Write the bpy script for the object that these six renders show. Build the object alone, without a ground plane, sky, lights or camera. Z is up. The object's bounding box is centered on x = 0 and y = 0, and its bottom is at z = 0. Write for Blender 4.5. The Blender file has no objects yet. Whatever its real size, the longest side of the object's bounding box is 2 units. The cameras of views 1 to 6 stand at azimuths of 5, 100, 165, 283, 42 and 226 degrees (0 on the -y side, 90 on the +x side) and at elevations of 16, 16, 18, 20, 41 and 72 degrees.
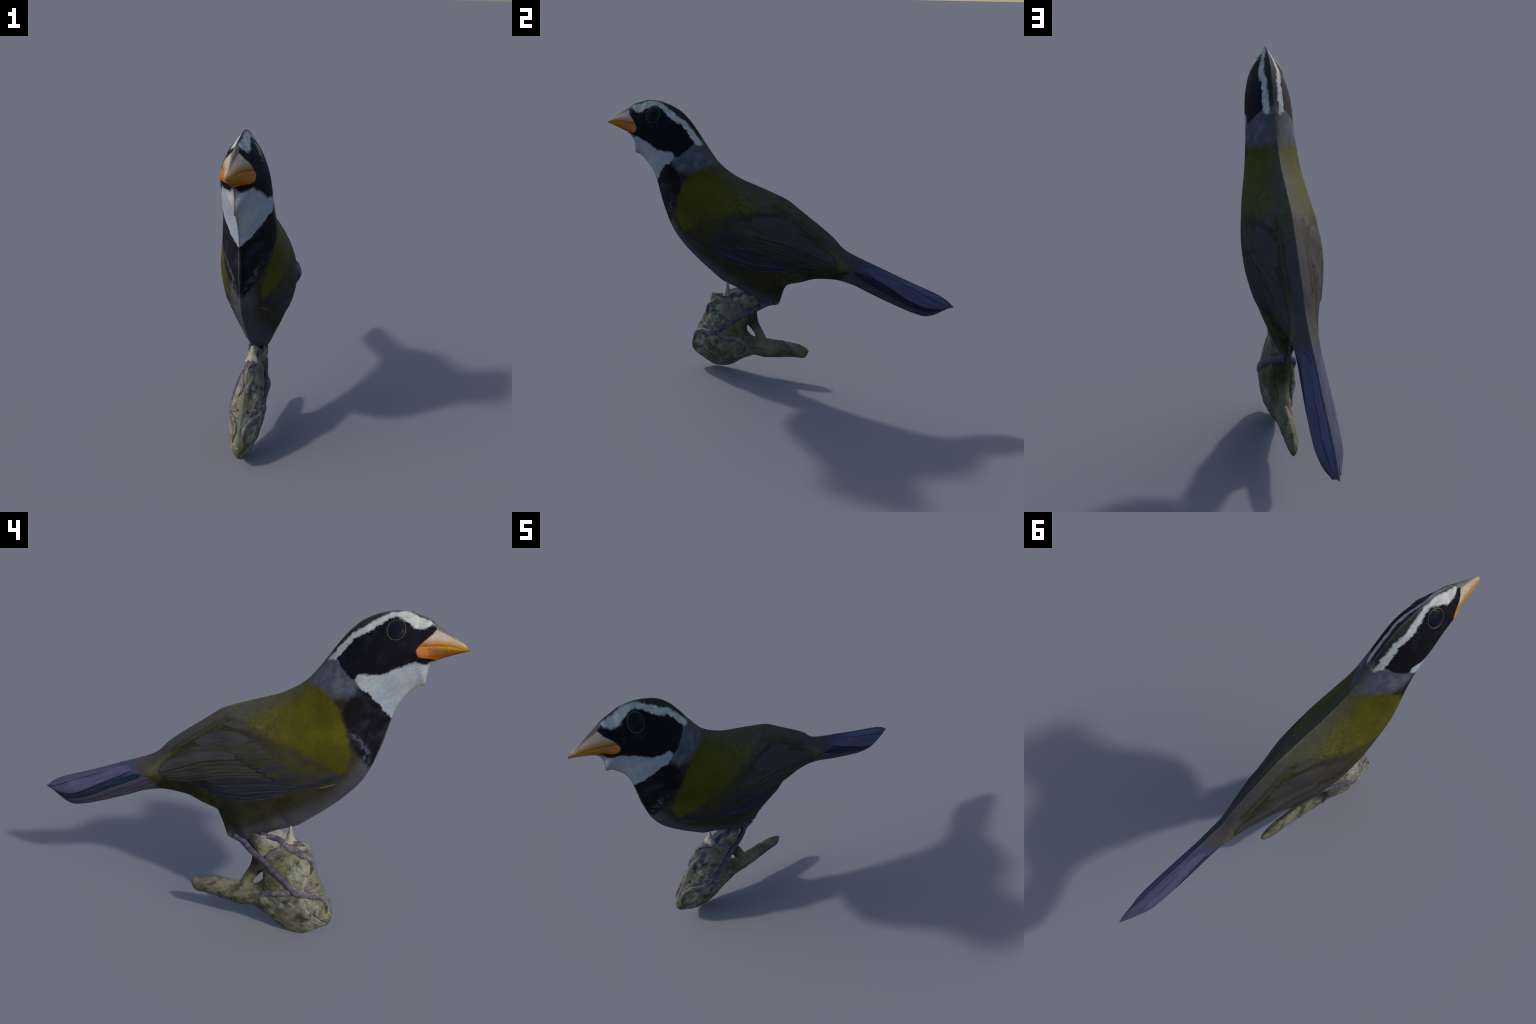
# A sparrow-like songbird with a striped head, standing on a short forked piece of branch.
# The bird is a flattened body lofted between a dorsal and a ventral profile; every
# cross-section is a lens, so that back and belly run out into a ridge.
import bpy, bmesh, math, random
import numpy as np
from mathutils import Vector, noise
from mathutils.bvhtree import BVHTree

random.seed(7)
rng = np.random.default_rng(7)

# ------------------------------------------------------------------ the frame of the figure
# s runs from beak to tail, t upwards, n sideways.  The median plane leans very slightly.
N3 = np.array([0.99393482, -0.10423783, -0.03504358])
S3 = np.array([-N3[1], N3[0], 0.0]); S3 /= np.linalg.norm(S3)
T3 = np.cross(N3, S3)
ORG = np.array([-0.0103, 0.0, 0.0])


def world(s, t, h):
    s, t, h = (np.asarray(x, float)[..., None] for x in (s, t, h))
    return ORG + s * S3 + t * T3 + h * N3


# ------------------------------------------------------------------ node helper
class Nodes:
    def __init__(self, name, rough=0.7, spec=0.4):
        self.mat = bpy.data.materials.new(name)
        self.mat.use_nodes = True
        self.nt = self.mat.node_tree
        self.bsdf = self.nt.nodes["Principled BSDF"]
        self.bsdf.inputs["Roughness"].default_value = rough
        self.bsdf.inputs["Specular IOR Level"].default_value = spec
        tc = self.new("ShaderNodeTexCoord")
        self.co = tc.outputs["Object"]
        sub = self.vec("SUBTRACT", self.co, tuple(ORG))
        self.p = sub
        self.s = self.dot(sub, S3)
        self.t = self.dot(sub, T3)
        self.h = self.math("ABSOLUTE", self.dot(sub, N3))

    def new(self, kind):
        return self.nt.nodes.new(kind)

    def put(self, sock, v):
        if isinstance(v, bpy.types.NodeSocket):
            self.nt.links.new(v, sock)
        elif sock.type == "RGBA" and len(v) == 3:
            sock.default_value = (*v, 1)
        else:
            sock.default_value = v

    def vec(self, op, a, b):
        n = self.new("ShaderNodeVectorMath"); n.operation = op
        self.put(n.inputs[0], a); self.put(n.inputs[1], b)
        return n.outputs["Vector"]

    def dot(self, a, b):
        n = self.new("ShaderNodeVectorMath"); n.operation = "DOT_PRODUCT"
        self.put(n.inputs[0], a); self.put(n.inputs[1], tuple(b))
        return n.outputs["Value"]

    def math(self, op, a, b=0.0, c=0.0, clamp=False):
        n = self.new("ShaderNodeMath"); n.operation = op; n.use_clamp = clamp
        self.put(n.inputs[0], a); self.put(n.inputs[1], b)
        if op in ("MULTIPLY_ADD",):
            self.put(n.inputs[2], c)
        return n.outputs[0]

    def step(self, x, lo, hi):
        """0 below lo, 1 above hi (or the other way round when hi < lo), smooth between"""
        n = self.new("ShaderNodeMapRange"); n.interpolation_type = "SMOOTHSTEP"
        flip = hi < lo
        if flip:
            lo, hi = hi, lo
        self.put(n.inputs["Value"], x)
        n.inputs["From Min"].default_value, n.inputs["From Max"].default_value = lo, hi
        n.inputs["To Min"].default_value, n.inputs["To Max"].default_value = (1, 0) if flip else (0, 1)
        return n.outputs["Result"]

    def both(self, *m):
        r = m[0]
        for x in m[1:]:
            r = self.math("MULTIPLY", r, x)
        return r

    def mix(self, fac, a, b, blend="MIX"):
        n = self.new("ShaderNodeMix"); n.data_type = "RGBA"; n.blend_type = blend
        self.put(n.inputs[0], fac); self.put(n.inputs[6], a); self.put(n.inputs[7], b)
        return n.outputs[2]

    def noise(self, scale, detail=3, rough=0.55, vec=None, out="Fac"):
        n = self.new("ShaderNodeTexNoise")
        n.inputs["Scale"].default_value, n.inputs["Detail"].default_value, n.inputs["Roughness"].default_value = scale, detail, rough
        self.put(n.inputs["Vector"], vec if vec is not None else self.p)
        return n.outputs[out]

    def along(self, angle, stretch, across):
        """coordinates stretched along a direction in the median plane, for barbs and streaks"""
        ca, sa = math.cos(angle), math.sin(angle)
        d, q = S3 * ca + T3 * sa, -S3 * sa + T3 * ca
        n = self.new("ShaderNodeCombineXYZ")
        self.put(n.inputs[0], self.math("MULTIPLY", self.dot(self.p, d), stretch))
        self.put(n.inputs[1], self.math("MULTIPLY", self.dot(self.p, q), across))
        self.put(n.inputs[2], self.math("MULTIPLY", self.dot(self.p, N3), stretch * 2))
        return n.outputs[0]

    def curve(self, x, pts, xr=(-1.05, 1.05), yr=(-1.05, 1.65)):
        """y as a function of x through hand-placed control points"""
        n = self.new("ShaderNodeFloatCurve")
        u = self.math("DIVIDE", self.math("SUBTRACT", x, xr[0]), xr[1] - xr[0])
        self.put(n.inputs["Value"], u)
        c = n.mapping.curves[0]
        pts = sorted(pts)
        q = [((a - xr[0]) / (xr[1] - xr[0]), (b - yr[0]) / (yr[1] - yr[0])) for a, b in pts]
        q = [(0.0, q[0][1])] + q + [(1.0, q[-1][1])]
        while len(c.points) < len(q):
            c.points.new(0.5, 0.5)
        for pnt, loc in zip(c.points, q):
            pnt.location = loc; pnt.handle_type = "VECTOR"
        n.mapping.update()
        return self.math("MULTIPLY_ADD", n.outputs[0], yr[1] - yr[0], yr[0])

    def above(self, y, x, pts, soft, xr=(-1.05, 1.05)):
        """soft mask: 1 where y lies above the curve through pts"""
        return self.step(self.math("SUBTRACT", y, self.curve(x, pts, xr)), -soft, soft)

    def below(self, y, x, pts, soft, xr=(-1.05, 1.05)):
        return self.step(self.math("SUBTRACT", y, self.curve(x, pts, xr)), soft, -soft)

    def grain(self, col, amount, scale=90, vec=None):
        f = self.noise(scale, 4, 0.65, vec)
        k = self.math("MULTIPLY_ADD", self.math("SUBTRACT", f, 0.5), 2 * amount, 1.0)
        n = self.new("ShaderNodeVectorMath"); n.operation = "SCALE"
        self.put(n.inputs[0], col); self.put(n.inputs["Scale"], k)
        return n.outputs["Vector"]

    def bump(self, height, strength, dist=0.01):
        n = self.new("ShaderNodeBump")
        n.inputs["Strength"].default_value, n.inputs["Distance"].default_value = strength, dist
        self.put(n.inputs["Height"], height)
        self.nt.links.new(n.outputs[0], self.bsdf.inputs["Normal"])

    def done(self, col):
        self.put(self.bsdf.inputs["Base Color"], col)
        return self.mat


# ------------------------------------------------------------------ profiles of the bird
# pairs (dorsal s, dorsal t, ventral s, ventral t) from the tip of the beak to the tip of the tail
RIBS = [
    (-0.999, 1.418, -1.0, 1.411), (-0.978, 1.437, -0.964, 1.399), (-0.945, 1.455, -0.915, 1.380), (-0.900, 1.482, -0.872, 1.359),
    (-0.859, 1.508, -0.852, 1.337), (-0.828, 1.527, -0.841, 1.314), (-0.808, 1.534, -0.8365, 1.285), (-0.786, 1.540, -0.834, 1.253),
    (-0.742, 1.553, -0.806, 1.242), (-0.690, 1.551, -0.778, 1.219), (-0.64, 1.540, -0.745, 1.180), (-0.563, 1.507, -0.720, 1.135),
    (-0.500, 1.453, -0.703, 1.085), (-0.443, 1.380, -0.689, 1.03), (-0.390, 1.304, -0.674, 0.975), (-0.335, 1.233, -0.655, 0.92),
    (-0.27, 1.181, -0.630, 0.855), (-0.19, 1.140, -0.595, 0.793), (-0.12, 1.116, -0.540, 0.726), (-0.08, 1.102, -0.470, 0.660),
    (-0.04, 1.088, -0.390, 0.594), (-0.005, 1.075, -0.31, 0.535), (0.035, 1.060, -0.22, 0.50), (0.07, 1.044, -0.13, 0.45),
    (0.105, 1.021, -0.05, 0.415), (0.14, 0.995, 0.02, 0.427), (0.20, 0.952, 0.05, 0.515), (0.262, 0.908, 0.073, 0.549),
    (0.33, 0.855, 0.15, 0.574), (0.39, 0.796, 0.25, 0.606), (0.45, 0.765, 0.345, 0.611), (0.56, 0.722, 0.44, 0.594),
    (0.65, 0.687, 0.55, 0.551), (0.76, 0.645, 0.69, 0.498), (0.85, 0.613, 0.79, 0.466), (0.90, 0.595, 0.85, 0.455),
    (0.94, 0.576, 0.895, 0.466), (0.97, 0.557, 0.94, 0.492), (0.99, 0.540, 0.977, 0.515), (1.006, 0.527, 1.005, 0.5255)]
RIBS = np.array(RIBS)
# half thickness at chosen ribs
THICK_AT = [0, 1.5, 3, 5, 7, 9, 11, 13, 15, 17, 19, 21, 22.5, 24, 25.5, 27, 29, 31, 33, 34.5, 36, 38, 39]
THICK = [0.0, 0.0225, 0.0385, 0.0540, 0.0649, 0.0819, 0.0993, 0.1021, 0.1152, 0.1389, 0.1545, 0.1535, 0.1430, 0.1235,
         0.1050, 0.0880, 0.0530, 0.0415, 0.0452, 0.0414, 0.0222, 0.0065, 0.0]
# shape of the lens section: h = w * (1 - |2g - 1|^a)^b with g = v^exp(k); above and below the widest place
SECTION_AT = [0, 7, 14, 20, 26, 32, 39]
UPPER_A, UPPER_B = [1.76, 1.65, 1.66, 1.80, 2.20, 1.75, 1.40], [0.88, 1.08, 0.75, 1.18, 0.88, 0.82, 0.85]
SECT_K = [0.03, 0.03, -0.04, -0.06, -0.04, -0.02, -0.06]
LOWER_AT = [0, 2, 5, 8, 11, 14, 17, 20, 22.5, 24, 25.5, 27, 28.5, 30, 32, 36, 39]
LOWER_A = [1.60, 1.50, 1.40, 1.55, 1.65, 1.48, 1.95, 2.15, 2.15, 1.40, 1.30, 1.50, 1.55, 1.55, 1.35, 1.50, 1.50]
LOWER_B = [0.90, 1.25, 1.75, 1.15, 0.95, 0.96, 0.92, 1.15, 1.14, 1.28, 1.55, 1.35, 1.00, 0.90, 1.00, 1.00, 0.87]


def smooth_curve(x, xp, fp):
    """monotone cubic through control points (no overshoot at the spike of the throat or at the vent)"""
    xp, fp = np.asarray(xp, float), np.asarray(fp, float)
    hh = np.diff(xp); d = np.diff(fp) / hh
    m = np.zeros_like(fp); m[0], m[-1] = d[0], d[-1]
    same = d[:-1] * d[1:] > 0
    w1, w2 = 2 * hh[1:] + hh[:-1], hh[1:] + 2 * hh[:-1]
    with np.errstate(all="ignore"):
        m[1:-1] = np.where(same, (w1 + w2) / (w1 / d[:-1] + w2 / d[1:]), 0)
    i = np.clip(np.searchsorted(xp, x) - 1, 0, len(xp) - 2)
    u = (x - xp[i]) / hh[i]
    return (fp[i] * (2 * u**3 - 3 * u**2 + 1) + m[i] * hh[i] * (u**3 - 2 * u**2 + u)
            + fp[i + 1] * (3 * u**2 - 2 * u**3) + m[i + 1] * hh[i] * (u**3 - u**2))


# curves in the median plane used by geometry as well as by the plumage
BEAK_BASE = [(1.33, -0.93), (1.360, -0.878), (1.370, -0.835), (1.377, -0.803), (1.404, -0.793), (1.423, -0.804), (1.447, -0.823), (1.470, -0.850), (1.488, -0.860), (1.51, -0.89)]
GAPE = [(-0.985, 1.417), (-0.964, 1.419), (-0.919, 1.427), (-0.874, 1.428), (-0.804, 1.421)]

NU, NV = 430, 84
U = np.linspace(0, len(RIBS) - 1, NU)
V = (1 - np.cos(np.pi * np.linspace(0, 1, NV))) / 2
rail = [smooth_curve(U, np.arange(len(RIBS)), RIBS[:, i]) for i in range(4)]
tw = np.interp(U, THICK_AT, THICK)
tw = np.convolve(np.pad(tw, 6, mode="edge"), np.ones(13) / 13, "valid")
tw *= np.clip(np.minimum(U, U[-1] - U) / 0.5, 0, 1) ** 0.5
def along_body(at, val):
    q = np.interp(U, at, val)
    return np.convolve(np.pad(q, 10, mode="edge"), np.ones(21) / 21, "valid")[:, None]


sk, ua, ub = along_body(SECTION_AT, SECT_K), along_body(SECTION_AT, UPPER_A), along_body(SECTION_AT, UPPER_B)
la, lb = along_body(LOWER_AT, LOWER_A), along_body(LOWER_AT, LOWER_B)
vv = V[None, :]
gg = 2 * vv ** np.exp(sk) - 1
lens = np.where(gg < 0, np.clip(1 - np.abs(gg) ** ua, 0, 1) ** ub, np.clip(1 - np.abs(gg) ** la, 0, 1) ** lb)
# the belly rounds down into the tops of the legs
haunch = 0.022 * (np.clip((U - 21.3) / 0.6, 0, 1) * np.clip((24.2 - U) / 0.7, 0, 1))[:, None] * np.clip((1 - vv) / 0.05, 0, 1) ** 0.5 * np.clip((vv - 0.72) / 0.2, 0, 1)
# the little spur on the throat stays local to the ridge: away from it the ribs follow an eased profile
def eased(r):
    q = np.convolve(np.pad(r, 18, mode="edge"), np.hanning(39)[1:-1] / np.hanning(39).sum(), "valid")
    w = np.clip((U - 1.5) / 2, 0, 1) * np.clip((13 - U) / 3, 0, 1)
    return (r + (q - r) * w)[:, None]


es, et = eased(rail[2]), eased(rail[3])
BS = rail[0][:, None] * (1 - vv) + es * vv + (rail[2][:, None] - es) * vv ** 7
BT = rail[1][:, None] * (1 - vv) + et * vv + (rail[3][:, None] - et) * vv ** 7
BH = tw[:, None] * lens + haunch
# the gape: a fine groove between upper and lower mandible
gx = np.array(GAPE)
groove = np.exp(-((BT - np.interp(BS, gx[:, 0], gx[:, 1])) / 0.0045) ** 2) * np.clip((-0.80 - BS) / 0.02, 0, 1) * np.clip((BS + 0.99) / 0.03, 0, 1)
BH = BH - 0.0035 * groove * np.clip(BH / 0.02, 0, 1)
BH[:, 0] = BH[:, -1] = 0; BH[0] = BH[-1] = 0


def grid_normals(P):
    a = np.gradient(P, axis=0); b = np.gradient(P, axis=1)
    n = np.cross(a, b)
    return n / np.maximum(np.linalg.norm(n, axis=2, keepdims=True), 1e-12)


SIDE = {}
for side in (1, -1):
    P = world(BS, BT, side * BH)
    nr = grid_normals(P)
    ref = np.sign((nr[NU // 2, NV // 2] @ N3)) * side
    nr = nr * ref
    bad = np.linalg.norm(nr, axis=2) < 0.5
    nr[bad] = side * N3
    nr[0], nr[-1] = nr[1], nr[-2]
    SIDE[side] = (P, nr)


def inside(poly, x, y):
    m = np.zeros(x.shape, bool)
    for (x0, y0), (x1, y1) in zip(poly, poly[1:] + poly[:1]):
        c = (y0 > y) != (y1 > y)
        with np.errstate(all="ignore"):
            m ^= c & (x < (x1 - x0) * (y - y0) / (y1 - y0 + 1e-12) + x0)
    return m


WING_OUTLINE = [(-0.510, 0.800), (-0.500, 0.835), (-0.483, 0.855), (-0.406, 0.900), (-0.344, 0.925), (-0.240, 0.957), (-0.150, 0.985), (-0.080, 1.045),
                (0.018, 1.040), (0.139, 0.958), (0.222, 0.902), (0.303, 0.838), (0.350, 0.770), (0.374, 0.716), (0.336, 0.668), (0.230, 0.672), (0.150, 0.668),
                (0.042, 0.650), (-0.079, 0.650), (-0.195, 0.680), (-0.280, 0.710), (-0.425, 0.752), (-0.495, 0.778)]

cu = (U[:-1] + U[1:])[:, None] / 2 + np.zeros((1, NV - 1))
cs = (BS[:-1, :-1] + BS[1:, 1:]) / 2
ct = (BT[:-1, :-1] + BT[1:, 1:]) / 2
bb = np.array(BEAK_BASE)
REGION = np.full((NU - 1, NV - 1), "torso", object)
REGION[cu < 14] = "head"
REGION[cu > 29.6] = "tail"
REGION[(cs < np.interp(ct, bb[:, 0], bb[:, 1])) & (cu < 7)] = "beak"
WINGMASK = inside(WING_OUTLINE, cs, ct)

things = []


def thing(name, base, label, category):
    e = bpy.data.objects.new(name, None)
    e.empty_display_size = 0.1
    e.location = base
    e["label"], e["category"] = label, category
    bpy.context.scene.collection.objects.link(e)
    things.append(e)
    return e


def child(ob, parent):
    bpy.context.scene.collection.objects.link(ob)
    ob.parent = parent
    base = Vector((0, 0, 0)); p = parent
    while p is not None:
        base += p.location; p = p.parent
    ob.location = -base          # the origin of every part is the origin of the frame
    return ob


def mesh_object(name, verts, faces, mats, parent, mat_index=None, normals=None, smooth=True):
    me = bpy.data.meshes.new(name)
    me.from_pydata([tuple(v) for v in verts], [], faces)
    for m in mats:
        me.materials.append(m)
    me.update()
    if mat_index is not None:
        me.polygons.foreach_set("material_index", mat_index)
    me.polygons.foreach_set("use_smooth", [smooth] * len(me.polygons))
    if normals is not None:
        me.normals_split_custom_set([tuple(n) for n in normals])
    ob = bpy.data.objects.new(name, me)
    return child(ob, parent)


def body_part(name, pick, mat, parent):
    """faces of the lofted body for which pick[side] holds; keeps the normals of the whole body"""
    key, verts, faces, loopn = {}, [], [], []

    def vid(side, i, j):
        rim = j in (0, NV - 1) or i in (0, NU - 1)
        k = (0 if rim else side, i, j)
        if k not in key:
            key[k] = len(verts); verts.append(SIDE[side][0][i, j])
        return key[k]

    for side in (1, -1):
        nr = SIDE[side][1]
        for i, j in zip(*np.nonzero(pick[side])):
            q = [(i, j), (i + 1, j), (i + 1, j + 1), (i, j + 1)]
            if side == FLIP:
                q = q[::-1]
            f = [vid(side, *c) for c in q]
            if len(set(f)) < 4:
                continue
            faces.append(f)
            loopn += [nr[c] for c in q]
    return mesh_object(name, verts, faces, [mat], parent, normals=loopn)


# which side needs its faces turned so that they look outwards
_P = SIDE[1][0]
_n = np.cross(_P[NU // 2 + 1, NV // 2] - _P[NU // 2, NV // 2], _P[NU // 2 + 1, NV // 2 + 1] - _P[NU // 2 + 1, NV // 2])
FLIP = 1 if _n @ N3 < 0 else -1


# ------------------------------------------------------------------ plumage
def plumage():
    g = Nodes("plumage", 0.78, 0.11)
    # feathery edges: the masks are read at places pushed about by fine noise
    wob = g.noise(46, 4, 0.7, out="Color")
    fine = g.noise(150, 3, 0.6, out="Color")
    w = g.vec("SUBTRACT", wob, (0.5, 0.5, 0.5)); f = g.vec("SUBTRACT", fine, (0.5, 0.5, 0.5))
    sx, sy = g.new("ShaderNodeSeparateXYZ"), g.new("ShaderNodeSeparateXYZ")
    g.put(sx.inputs[0], w); g.put(sy.inputs[0], f)
    s = g.math("ADD", g.s, g.math("MULTIPLY_ADD", sx.outputs[0], 0.026, g.math("MULTIPLY", sy.outputs[0], 0.010)))
    t = g.math("ADD", g.t, g.math("MULTIPLY_ADD", sx.outputs[1], 0.026, g.math("MULTIPLY", sy.outputs[1], 0.010)))
    TX = (-0.05, 1.65)

    # flanks and under tail coverts: olive brown, darkened with part of the shade under wing and vent
    big = g.noise(9, 4, 0.6)
    barb = g.along(-0.35, 7, 70)
    col = g.mix(g.step(big, 0.35, 0.65), (0.015, 0.014, 0.007), (0.029, 0.027, 0.013))
    # belly: grey with a lilac tinge along the lower edge
    belly = g.below(t, s, [(-0.66, 1.00), (-0.57, 0.86), (-0.518, 0.778), (-0.436, 0.695), (-0.312, 0.625), (-0.15, 0.535), (0.0, 0.46), (0.1, 0.40)], 0.05)
    col = g.mix(belly, col, g.mix(g.noise(14, 3), (0.036, 0.036, 0.044), (0.064, 0.064, 0.080)))
    # mantle and rump: grey olive
    mantle = g.above(t, s, [(-0.56, 1.2), (-0.36, 1.13), (-0.10, 1.0), (0.02, 1.02), (0.139, 0.95), (0.303, 0.83), (0.40, 0.69)], 0.02)
    col = g.mix(mantle, col, g.mix(g.step(s, -0.02, 0.10), g.mix(g.noise(18, 4), (0.040, 0.040, 0.029), (0.058, 0.058, 0.046)), g.mix(g.noise(18, 4), (0.038, 0.034, 0.037), (0.056, 0.050, 0.053))))
    rump = g.both(g.step(s, 0.22, 0.34), g.step(t, 0.66, 0.71), g.step(g.math("SUBTRACT", t, g.math("MULTIPLY_ADD", s, -0.9, 1.09)), 0.02, -0.02))
    col = g.mix(g.math("MULTIPLY", rump, 0.75), col, (0.075, 0.070, 0.030))
    # olive shoulder and back
    olive = g.both(g.above(t, s, [(-0.56, 0.80), (-0.50, 0.815), (-0.483, 0.850), (-0.406, 0.897), (-0.294, 0.943), (-0.171, 0.969), (-0.09, 0.985)], 0.045),
                   g.above(s, t, [(0.80, -0.50), (0.854, -0.54), (0.925, -0.561), (0.970, -0.546), (1.036, -0.540), (1.098, -0.526), (1.142, -0.487), (1.196, -0.435), (1.23, -0.33)], 0.012, TX),
                   g.below(s, t, [(0.93, -0.06), (1.0, -0.06), (1.05, -0.11), (1.10, -0.205), (1.16, -0.285), (1.21, -0.34)], 0.085, TX))
    oc = g.mix(g.step(g.noise(7, 3), 0.35, 0.68), (0.062, 0.0565, 0.0025), (0.040, 0.038, 0.0025))
    oc = g.mix(g.both(g.step(s, -0.36, -0.08), g.step(g.noise(60, 3), 0.3, 0.7)), oc, (0.084, 0.079, 0.024))
    col = g.mix(olive, col, oc)
    halo = g.both(g.step(g.noise(40, 4), 0.38, 0.62), g.step(g.math("ABSOLUTE", g.math("SUBTRACT", s, g.curve(t, [(0.99, 0.10), (1.05, 0.02), (1.10, -0.10), (1.18, -0.26)], TX))), 0.10, 0.02))
    col = g.mix(g.math("MULTIPLY", halo, 0.5), col, (0.070, 0.066, 0.018))
    # wing ground colour (shows between the feathers)
    wing = g.both(g.below(t, s, [(-0.52, 0.83), (-0.406, 0.895), (-0.294, 0.94), (-0.171, 0.965), (-0.09, 0.972), (0.018, 0.962), (0.115, 0.935), (0.20, 0.870), (0.303, 0.795), (0.36, 0.74), (0.40, 0.66)], 0.016),
                  g.above(t, s, [(-0.52, 0.795), (-0.425, 0.756), (-0.28, 0.716), (-0.195, 0.688), (-0.079, 0.657), (0.042, 0.657), (0.154, 0.672), (0.334, 0.673), (0.40, 0.70)], 0.005),
                  g.step(s, -0.525, -0.50), g.step(s, 0.375, 0.355))
    col = g.mix(wing, col, g.mix(g.noise(12, 4), (0.016, 0.016, 0.014), (0.030, 0.029, 0.023)))
    fade = g.both(wing, g.below(t, s, [(-0.52, 0.98), (-0.406, 0.93), (-0.294, 0.96), (-0.171, 0.985), (0.0, 0.99)], 0.06), g.step(s, -0.10, -0.34), g.step(t, 0.77, 0.87), g.step(g.noise(22, 4), 0.32, 0.62))
    col = g.mix(g.math("MULTIPLY", fade, 0.8), col, (0.040, 0.037, 0.006))
    # chest: black, with pale streaks at its hind edge
    chest = g.both(g.below(s, t, [(0.78, -0.69), (0.871, -0.615), (0.941, -0.579), (0.989, -0.556), (1.046, -0.534), (1.104, -0.512), (1.13, -0.515), (1.184, -0.534), (1.25, -0.55)], 0.014, TX),
                   g.step(t, 0.80, 0.90))
    col = g.mix(chest, col, g.mix(g.step(g.noise(16, 4), 0.45, 0.7), (0.0030, 0.0028, 0.0052), (0.0140, 0.0126, 0.0200)))
    streak = g.both(g.step(g.math("ABSOLUTE", g.math("SUBTRACT", s, g.curve(t, [(0.80, -0.62), (0.927, -0.618), (0.978, -0.604), (1.005, -0.578), (1.036, -0.552), (1.12, -0.53)], TX))), 0.024, 0.004),
                    g.step(t, 0.82, 0.88), g.step(t, 1.06, 1.00), g.step(g.noise(38, 3, 0.6), 0.42, 0.62))
    col = g.mix(g.math("MULTIPLY", streak, 0.65), col, (0.070, 0.084, 0.104))
    # nape: blue grey, browner where it meets the back and the chest
    nape = g.both(g.above(t, s, [(-0.60, 1.235), (-0.57, 1.222), (-0.534, 1.184), (-0.518, 1.186), (-0.443, 1.195), (-0.367, 1.216), (-0.30, 1.225)], 0.028), g.step(s, -0.59, -0.56))
    nc = g.mix(g.step(g.noise(24, 3), 0.35, 0.68), (0.050, 0.056, 0.080), (0.086, 0.094, 0.128))
    nc = g.mix(g.step(g.math("ADD", s, g.math("MULTIPLY", t, 0.75)), 0.52, 0.60), nc, (0.070, 0.068, 0.058))
    col = g.mix(nape, col, nc)
    # throat
    throat = g.both(g.above(t, s, [(-0.72, 1.06), (-0.702, 1.104), (-0.673, 1.135), (-0.664, 1.162), (-0.636, 1.182), (-0.618, 1.213), (-0.59, 1.220), (-0.563, 1.251), (-0.545, 1.262)], 0.007),
                    g.step(s, -0.552, -0.562))
    tc = g.mix(g.step(g.noise(11, 3), 0.3, 0.7), (0.225, 0.270, 0.325), (0.300, 0.338, 0.372))
    tc = g.mix(g.math("MULTIPLY", g.step(g.h, 0.016, 0.004), g.step(s, -0.70, -0.78)), tc, (0.270, 0.265, 0.240))
    col = g.mix(throat, col, tc)
    # crown: dark, nearly black green
    crown = g.both(g.above(t, s, [(-0.86, 1.50), (-0.827, 1.521), (-0.782, 1.533), (-0.742, 1.551), (-0.70, 1.549), (-0.667, 1.541), (-0.631, 1.521), (-0.605, 1.503), (-0.561, 1.473), (-0.517, 1.445), (-0.476, 1.398), (-0.453, 1.371), (-0.430, 1.338), (-0.40, 1.29)], 0.006),
                   g.step(s, -0.38, -0.44), g.step(t, 1.30, 1.335))
    brow = g.both(g.above(t, s, [(-0.86, 1.50), (-0.837, 1.508), (-0.827, 1.498), (-0.802, 1.487), (-0.774, 1.490), (-0.743, 1.507), (-0.722, 1.520), (-0.697, 1.526), (-0.668, 1.520), (-0.647, 1.504), (-0.621, 1.483), (-0.585, 1.457), (-0.536, 1.430), (-0.508, 1.400), (-0.491, 1.372), (-0.468, 1.343), (-0.452, 1.325), (-0.42, 1.32)], 0.006),
                  g.step(s, -0.405, -0.428), g.step(s, -0.842, -0.834))
    col = g.mix(brow, col, g.mix(g.step(g.noise(30, 3), 0.3, 0.7), (0.30, 0.315, 0.32), (0.41, 0.415, 0.395)))
    col = g.mix(crown, col, g.mix(g.noise(50, 3), (0.006, 0.009, 0.007), (0.028, 0.035, 0.031)))
    # the black mask
    mask = g.both(g.below(t, s, [(-0.87, 1.495), (-0.852, 1.505), (-0.837, 1.507), (-0.827, 1.494), (-0.802, 1.485), (-0.774, 1.489), (-0.743, 1.507), (-0.722, 1.520), (-0.697, 1.526), (-0.668, 1.520), (-0.647, 1.503), (-0.621, 1.483), (-0.585, 1.457), (-0.536, 1.430), (-0.508, 1.400), (-0.491, 1.372), (-0.468, 1.345), (-0.455, 1.33)], 0.006),
                  g.above(t, s, [(-0.88, 1.370), (-0.852, 1.352), (-0.838, 1.341), (-0.815, 1.347), (-0.791, 1.354), (-0.748, 1.334), (-0.712, 1.320), (-0.665, 1.293), (-0.614, 1.288), (-0.571, 1.288), (-0.556, 1.262), (-0.536, 1.260), (-0.505, 1.289), (-0.475, 1.312), (-0.458, 1.345)], 0.007),
                  g.step(s, -0.452, -0.464))
    col = g.mix(mask, col, g.mix(g.step(g.noise(22, 4, 0.65), 0.5, 0.75), (0.0022, 0.0022, 0.0050), (0.0095, 0.0088, 0.0145)))
    # forehead beside the culmen: grey
    fore = g.both(g.step(g.s, -0.842, -0.856), g.step(g.math("SUBTRACT", g.t, g.curve(g.s, [(-0.99, 1.424), (-0.95, 1.446), (-0.908, 1.468), (-0.86, 1.489), (-0.85, 1.512)])), -0.004, 0.004))
    # beak
    bs = g.math("ADD", g.s, g.math("MULTIPLY", sx.outputs[0], 0.012))
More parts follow.
